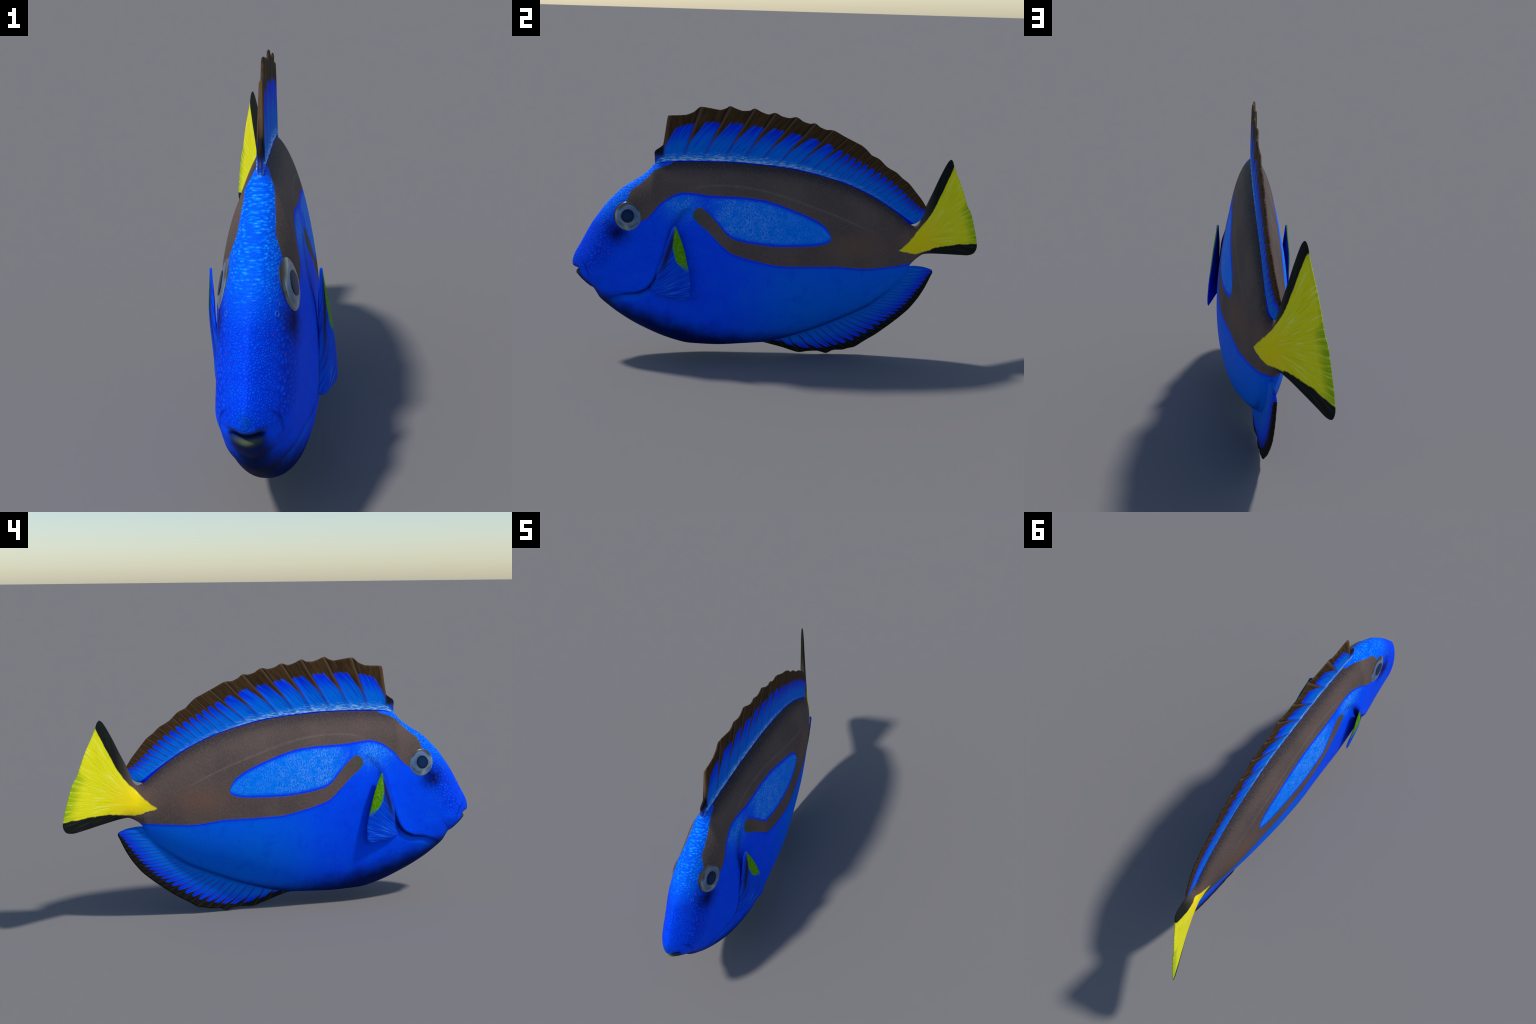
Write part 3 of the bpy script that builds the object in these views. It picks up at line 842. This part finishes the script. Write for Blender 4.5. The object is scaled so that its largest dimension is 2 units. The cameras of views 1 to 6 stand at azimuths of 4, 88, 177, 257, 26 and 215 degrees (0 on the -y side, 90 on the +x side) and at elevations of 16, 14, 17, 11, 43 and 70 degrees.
def lip_mesh(name, mat, cy, cz, radius, half, drop, mx):
    # a soft roll across the front of the snout, thinning and curving back to the corners of the mouth
    n, tube = 48, 20
    verts, faces = [], []
    for i in range(n + 1):
        u = -1 + 2 * i / n
        rad = radius * max(.05, 1 - abs(u) ** 2.6) ** .5
        x, y, z = mx + half * u, cy + .030 * u * u, cz + drop * u * u
        for t in range(tube):
            a = 2 * math.pi * t / tube
            verts.append((x, y + rad * 1.15 * math.cos(a), z + rad * math.sin(a)))
    for i in range(n):
        for t in range(tube):
            a, b = i * tube + t, i * tube + (t + 1) % tube
            faces.append((a, b, b + tube, a + tube))
    faces.append(tuple(range(tube)))
    faces.append(tuple(n * tube + t for t in range(tube))[::-1])
    return verts, faces


def nostril_skin():
    n = Nodes('nostril_skin')
    return n.finish(n.mix(n.noise(n.obj, 120, 2), (.005, .05, .52), (.02, .12, .70)), .6, None, .1)


# ------------------------------------------------------------------ pectoral fins
PEC_FRONT = [(-.500, .662), (-.509, .655), (-.527, .612), (-.544, .567), (-.566, .502), (-.584, .446), (-.600, .409), (-.613, .383), (-.616, .362), (-.606, .349)]
PEC_REAR = [(-.500, .662), (-.491, .652), (-.485, .634), (-.469, .595), (-.452, .543), (-.441, .494), (-.429, .441), (-.424, .396), (-.426, .350), (-.432, .328), (-.443, .319)]
PEC_BOTTOM = [(-.443, .319), (-.488, .322), (-.534, .327), (-.579, .335), (-.606, .349)]


def build_pectoral(root, side, mat):
    nf, nr = 90, 46
    front = spline(PEC_FRONT, nf)
    rear = np.vstack([spline(PEC_REAR, nf - 34)[:-1], spline(PEC_BOTTOM, 36)])[:nf + 1]
    s = np.concatenate([[0], np.cumsum(np.linalg.norm(np.diff(rear, axis=0), axis=1))])
    q = np.linspace(0, s[-1], nf)
    rear = np.stack([np.interp(q, s, rear[:, c]) for c in (0, 1)], 1)
    # rays sweep: blend the edges with eased weight
    w = np.linspace(0, 1, nr)[None, :, None]
    P = front[:, None, :] * (1 - w) + rear[:, None, :] * w
    y, z = P[..., 0], P[..., 1]
    off = .2989 + .22175 * y - .0535 * z - .010          # plane fitted to the spread fin, measured from the middle plane
    off = off + .006 * np.sin(np.pi * np.linspace(0, 1, nr))[None, :]
    if side < 0:
        off = off - .013 * (1 - smoothstep(.36, .56, z))
    root_pull = np.exp(-(((y + .612) / .035) ** 2 + ((z - .385) / .05) ** 2))
    off = off - .022 * root_pull
    m = mid(y, z)
    edge = np.minimum(np.linspace(0, 1, nr), 1 - np.linspace(0, 1, nr))[None, :] * 2
    tipward = (.12 + .88 * smoothstep(0, .3, np.linspace(0, 1, nf)))[:, None]
    t = .0030 * np.sqrt(np.clip(edge, 0, .12) / .12) + .003 * (1 - np.linspace(0, 1, nr))[None, :] * np.sqrt(np.clip(edge, 0, .2) / .2)
    corr = .0007 * np.sin(np.linspace(0, 1, nr) * 2 * np.pi * 13)[None, :] * np.linspace(0, 1, nf)[:, None]
    t = t * tipward
    A = np.stack([m + side * (off + t + corr), y, z], -1).reshape(-1, 3)
    B = np.stack([m + side * (off - t + corr), y, z], -1).reshape(-1, 3)
    N = nf * nr
    i = np.arange(nf - 1)[:, None] * nr + np.arange(nr - 1)[None, :]
    a = np.stack([i, i + nr, i + nr + 1, i + 1], -1).reshape(-1, 4)
    faces = np.vstack([a, a[:, ::-1] + N]).tolist()
    return new_object('pectoral_fin', np.vstack([A, B]), faces, mat, root)


def pectoral_skin():
    n = Nodes('pectoral_fin_skin')
    ang = n.m('ARCTAN2', n.add(n.y, .68), n.sub(n.z, .30))
    rad = n.m('SQRT', n.add(n.m('POWER', n.add(n.y, .66), 2.0), n.m('POWER', n.sub(n.z, .33), 2.0)))
    rays = n.noise(n.vec(n.mul(ang, 14.0), n.mul(rad, 3.0), 0.0), 3.0, 3, .6)
    mott = n.noise(n.obj, 12, 3)
    blue = n.mix(n.step(rays, .36, .62), (.0, .030, .62), (.0, .095, .80))
    low = n.step(n.z, .45, .33)
    blue = n.mix(n.mul(n.mul(n.step(rays, .52, .68), low), .6), blue, (.05, .26, .85))
    # dark leading edge
    fr = n.curve(n.z, [(.35, -.612), (.383, -.613), (.409, -.600), (.446, -.584), (.502, -.566), (.567, -.544), (.612, -.527), (.655, -.508), (.662, -.50)])
    d = n.sub(n.y, fr)
    blue = n.mix(n.mul(n.bell(d, .024, .014), n.mul(n.step(n.z, .38, .52), .95)), blue, (.014, .014, .045))
    # green panel behind it
    gl = n.curve(n.z, [(.44, -.445), (.466, -.462), (.495, -.488), (.53, -.503), (.579, -.508), (.638, -.503), (.66, -.499)])
    gm = n.mul(n.step(n.add(n.sub(n.y, gl), n.mad(mott, .012, -.006)), -.004, .006), n.step(n.add(n.z, n.mul(n.y, .55)), .205, .232))
    geo = n.t.nodes.new('ShaderNodeNewGeometry')
    sp = n.t.nodes.new('ShaderNodeSeparateXYZ')
    n.t.links.new(geo.outputs['Normal'], sp.inputs[0])
    outer = n.step(n.mul(sp.outputs[0], n.m('SIGN', n.x)), -.2, .2)
    gm = n.mul(gm, n.mad(outer, .65, .35))
    gr = n.mix(n.step(n.noise(n.vec(n.mul(ang, 14.0), n.mul(rad, 30.0), 0.0), 2.0, 2), .42, .62), (.085, .29, .003), (.13, .37, .006))
    near_edge = n.step(n.z, .50, .46)
    gr = n.mix(n.mul(near_edge, .6), gr, (.01, .16, .22))
    col = n.mix(gm, blue, gr)
    g = n.bump(rays, .5, .004)
    return n.finish(col, .65, g, .04)


def main():
    bpy.ops.object.select_all(action='SELECT')
    bpy.ops.object.delete()
    root = bpy.data.objects.new('tropical_fish', None)
    bpy.context.scene.collection.objects.link(root)
    root['label'] = 'vivid blue reef fish with dark brown band, yellow tail'
    root['category'] = 'fish'
    skin = fish_skin()
    parts = build_body(root, skin)

    dorsal = RayFin(math.radians(-18), DORSAL_BASE, DORSAL_EDGE,
                    [(b, (y, z)) for b, y, z in DORSAL_LINKS], DORSAL_RAYS)
    dorsal.ey, dorsal.ez = interp([(e[0], e[1]) for e in DORSAL_EDGE]), interp([(e[0], e[2]) for e in DORSAL_EDGE])
    fold = interp([(-.606, 0), (-.57, .0015), (-.45, .0036), (-.1, .0030), (.1, .0014), (.3, .0005), (.63, .0002)])
    build_fin_mesh('dorsal_fin', dorsal, 700, 44, .022, .0120, .0042, fold, dorsal_skin(dorsal), root, lambda y, z: np.where(y < .45, mid(y, z), interp([(.4, float(mid_x(.4))), (.45, float(mid_x(.45))), (.58, -.023), (.64, -.034), (.71, -.053)])(y)))

    anal = RayFin(math.radians(32), ANAL_BASE, ANAL_EDGE, [(b, (y, z)) for b, y, z in ANAL_LINKS], ANAL_RAYS, -1)
    anal.ey, anal.ez = interp([(e[0], e[1]) for e in ANAL_EDGE]), interp([(e[0], e[2]) for e in ANAL_EDGE])
    fold = interp([(-.1, 0), (.0, .0015), (.15, .0012), (.3, .0004), (.62, .0002)])
    build_fin_mesh('anal_fin', anal, 600, 36, .030, .012, .006, fold, anal_skin(anal), root, lambda y, z: interp([(-.15, .014), (.0, .010), (.15, .0), (.25, -.008), (.45, -.019), (.6, -.028), (.76, -.039)])(y))

    iris, pupil, rim = eye_materials()
    eye_me = dome('eye', .0640, .0150, 0.0, iris)
    pupil_me = dome('pupil', .0640, .0150, .0010, pupil, 12, 60, limit=.44)
    rim_me = ring('eyelid', .0643, .0032, 1.3, rim)
    from mathutils import Matrix, Vector
    hco = np.empty(len(parts['head'].data.vertices) * 3)
    parts['head'].data.vertices.foreach_get('co', hco)
    hco = hco.reshape(-1, 3)
    for side in (1, -1):
        # seat the eye on the plane of the skin around it
        dist = np.hypot(hco[:, 1] + .719, hco[:, 2] - .691)
        ringp = hco[(dist > .060) & (dist < .074) & (side * (hco[:, 0] - mid(hco[:, 1], hco[:, 2])) > .01)]
        A = np.stack([np.ones(len(ringp)), ringp[:, 1] + .719, ringp[:, 2] - .691], 1)
        c0, cy, cz = np.linalg.lstsq(A, ringp[:, 0], rcond=None)[0]
        zaxis = Vector((1, -cy, -cz)).normalized() * side
        zaxis = Vector((zaxis.x, min(zaxis.y * .7, -.12), zaxis.z)).normalized()
        centre = Vector((c0, -.719, .691)) - zaxis * (.0065 if side > 0 else .008)
        yaxis = (Vector((0, 0, 1)) - zaxis * zaxis.z).normalized()
        xaxis = yaxis.cross(zaxis) * side               # keeps local +x towards the tail on both sides
        rot = Matrix((xaxis, yaxis, zaxis)).transposed().to_4x4()
        eye = bpy.data.objects.new('eye', eye_me)
        bpy.context.scene.collection.objects.link(eye)
        eye.parent = parts['head']
        eye.matrix_world = Matrix.Translation(centre) @ rot @ Matrix.Diagonal((1.10, 1.11, 1.15, 1))
        for name, me, loc in (('pupil', pupil_me, (-.003, .0, .0)), ('eyelid', rim_me, (0, 0, -.001))):
            ob = bpy.data.objects.new(name, me)
            bpy.context.scene.collection.objects.link(ob)
            ob.parent = eye
            ob.location = loc
    for cy, cz, rad, half, drop in ((-.984, .4365, .0135, .036, -.006), (-.966, .3955, .0140, .040, .008)):
        v, f = lip_mesh('lip', skin, cy, cz, rad, half, drop, float(mid(-.97, cz)))
        new_object('lip', v, f, skin, parts['head'])
    nostril_me = ring('nostril', .0062, .0026, .6, nostril_skin())
    head = parts['head'].data
    co = np.empty(len(head.vertices) * 3)
    head.vertices.foreach_get('co', co)
    co = co.reshape(-1, 3)
    for side in (1, -1):
        for (py, pz), size in (((-.838, .655), 1.0), ((-.818, .669), .62)):
            near = np.hypot(co[:, 1] - py, co[:, 2] - pz) + 9 * (side * co[:, 0] < 0)
            k = int(near.argmin())
            zaxis = Vector(head.vertices[k].normal)
            zaxis = zaxis if zaxis.x * side > 0 else -zaxis
            ob = bpy.data.objects.new('nostril', nostril_me)
            bpy.context.scene.collection.objects.link(ob)
            ob.parent = parts['head']
            ob.matrix_world = Matrix.Translation(Vector(co[k])) @ zaxis.to_track_quat('Z', 'Y').to_matrix().to_4x4() @ Matrix.Diagonal((size, size, size, 1))
    pec = pectoral_skin()
    for side in (1, -1):
        build_pectoral(root, side, pec)
    bpy.context.view_layer.update()


if bpy is not None and __name__ == '__main__':
    main()
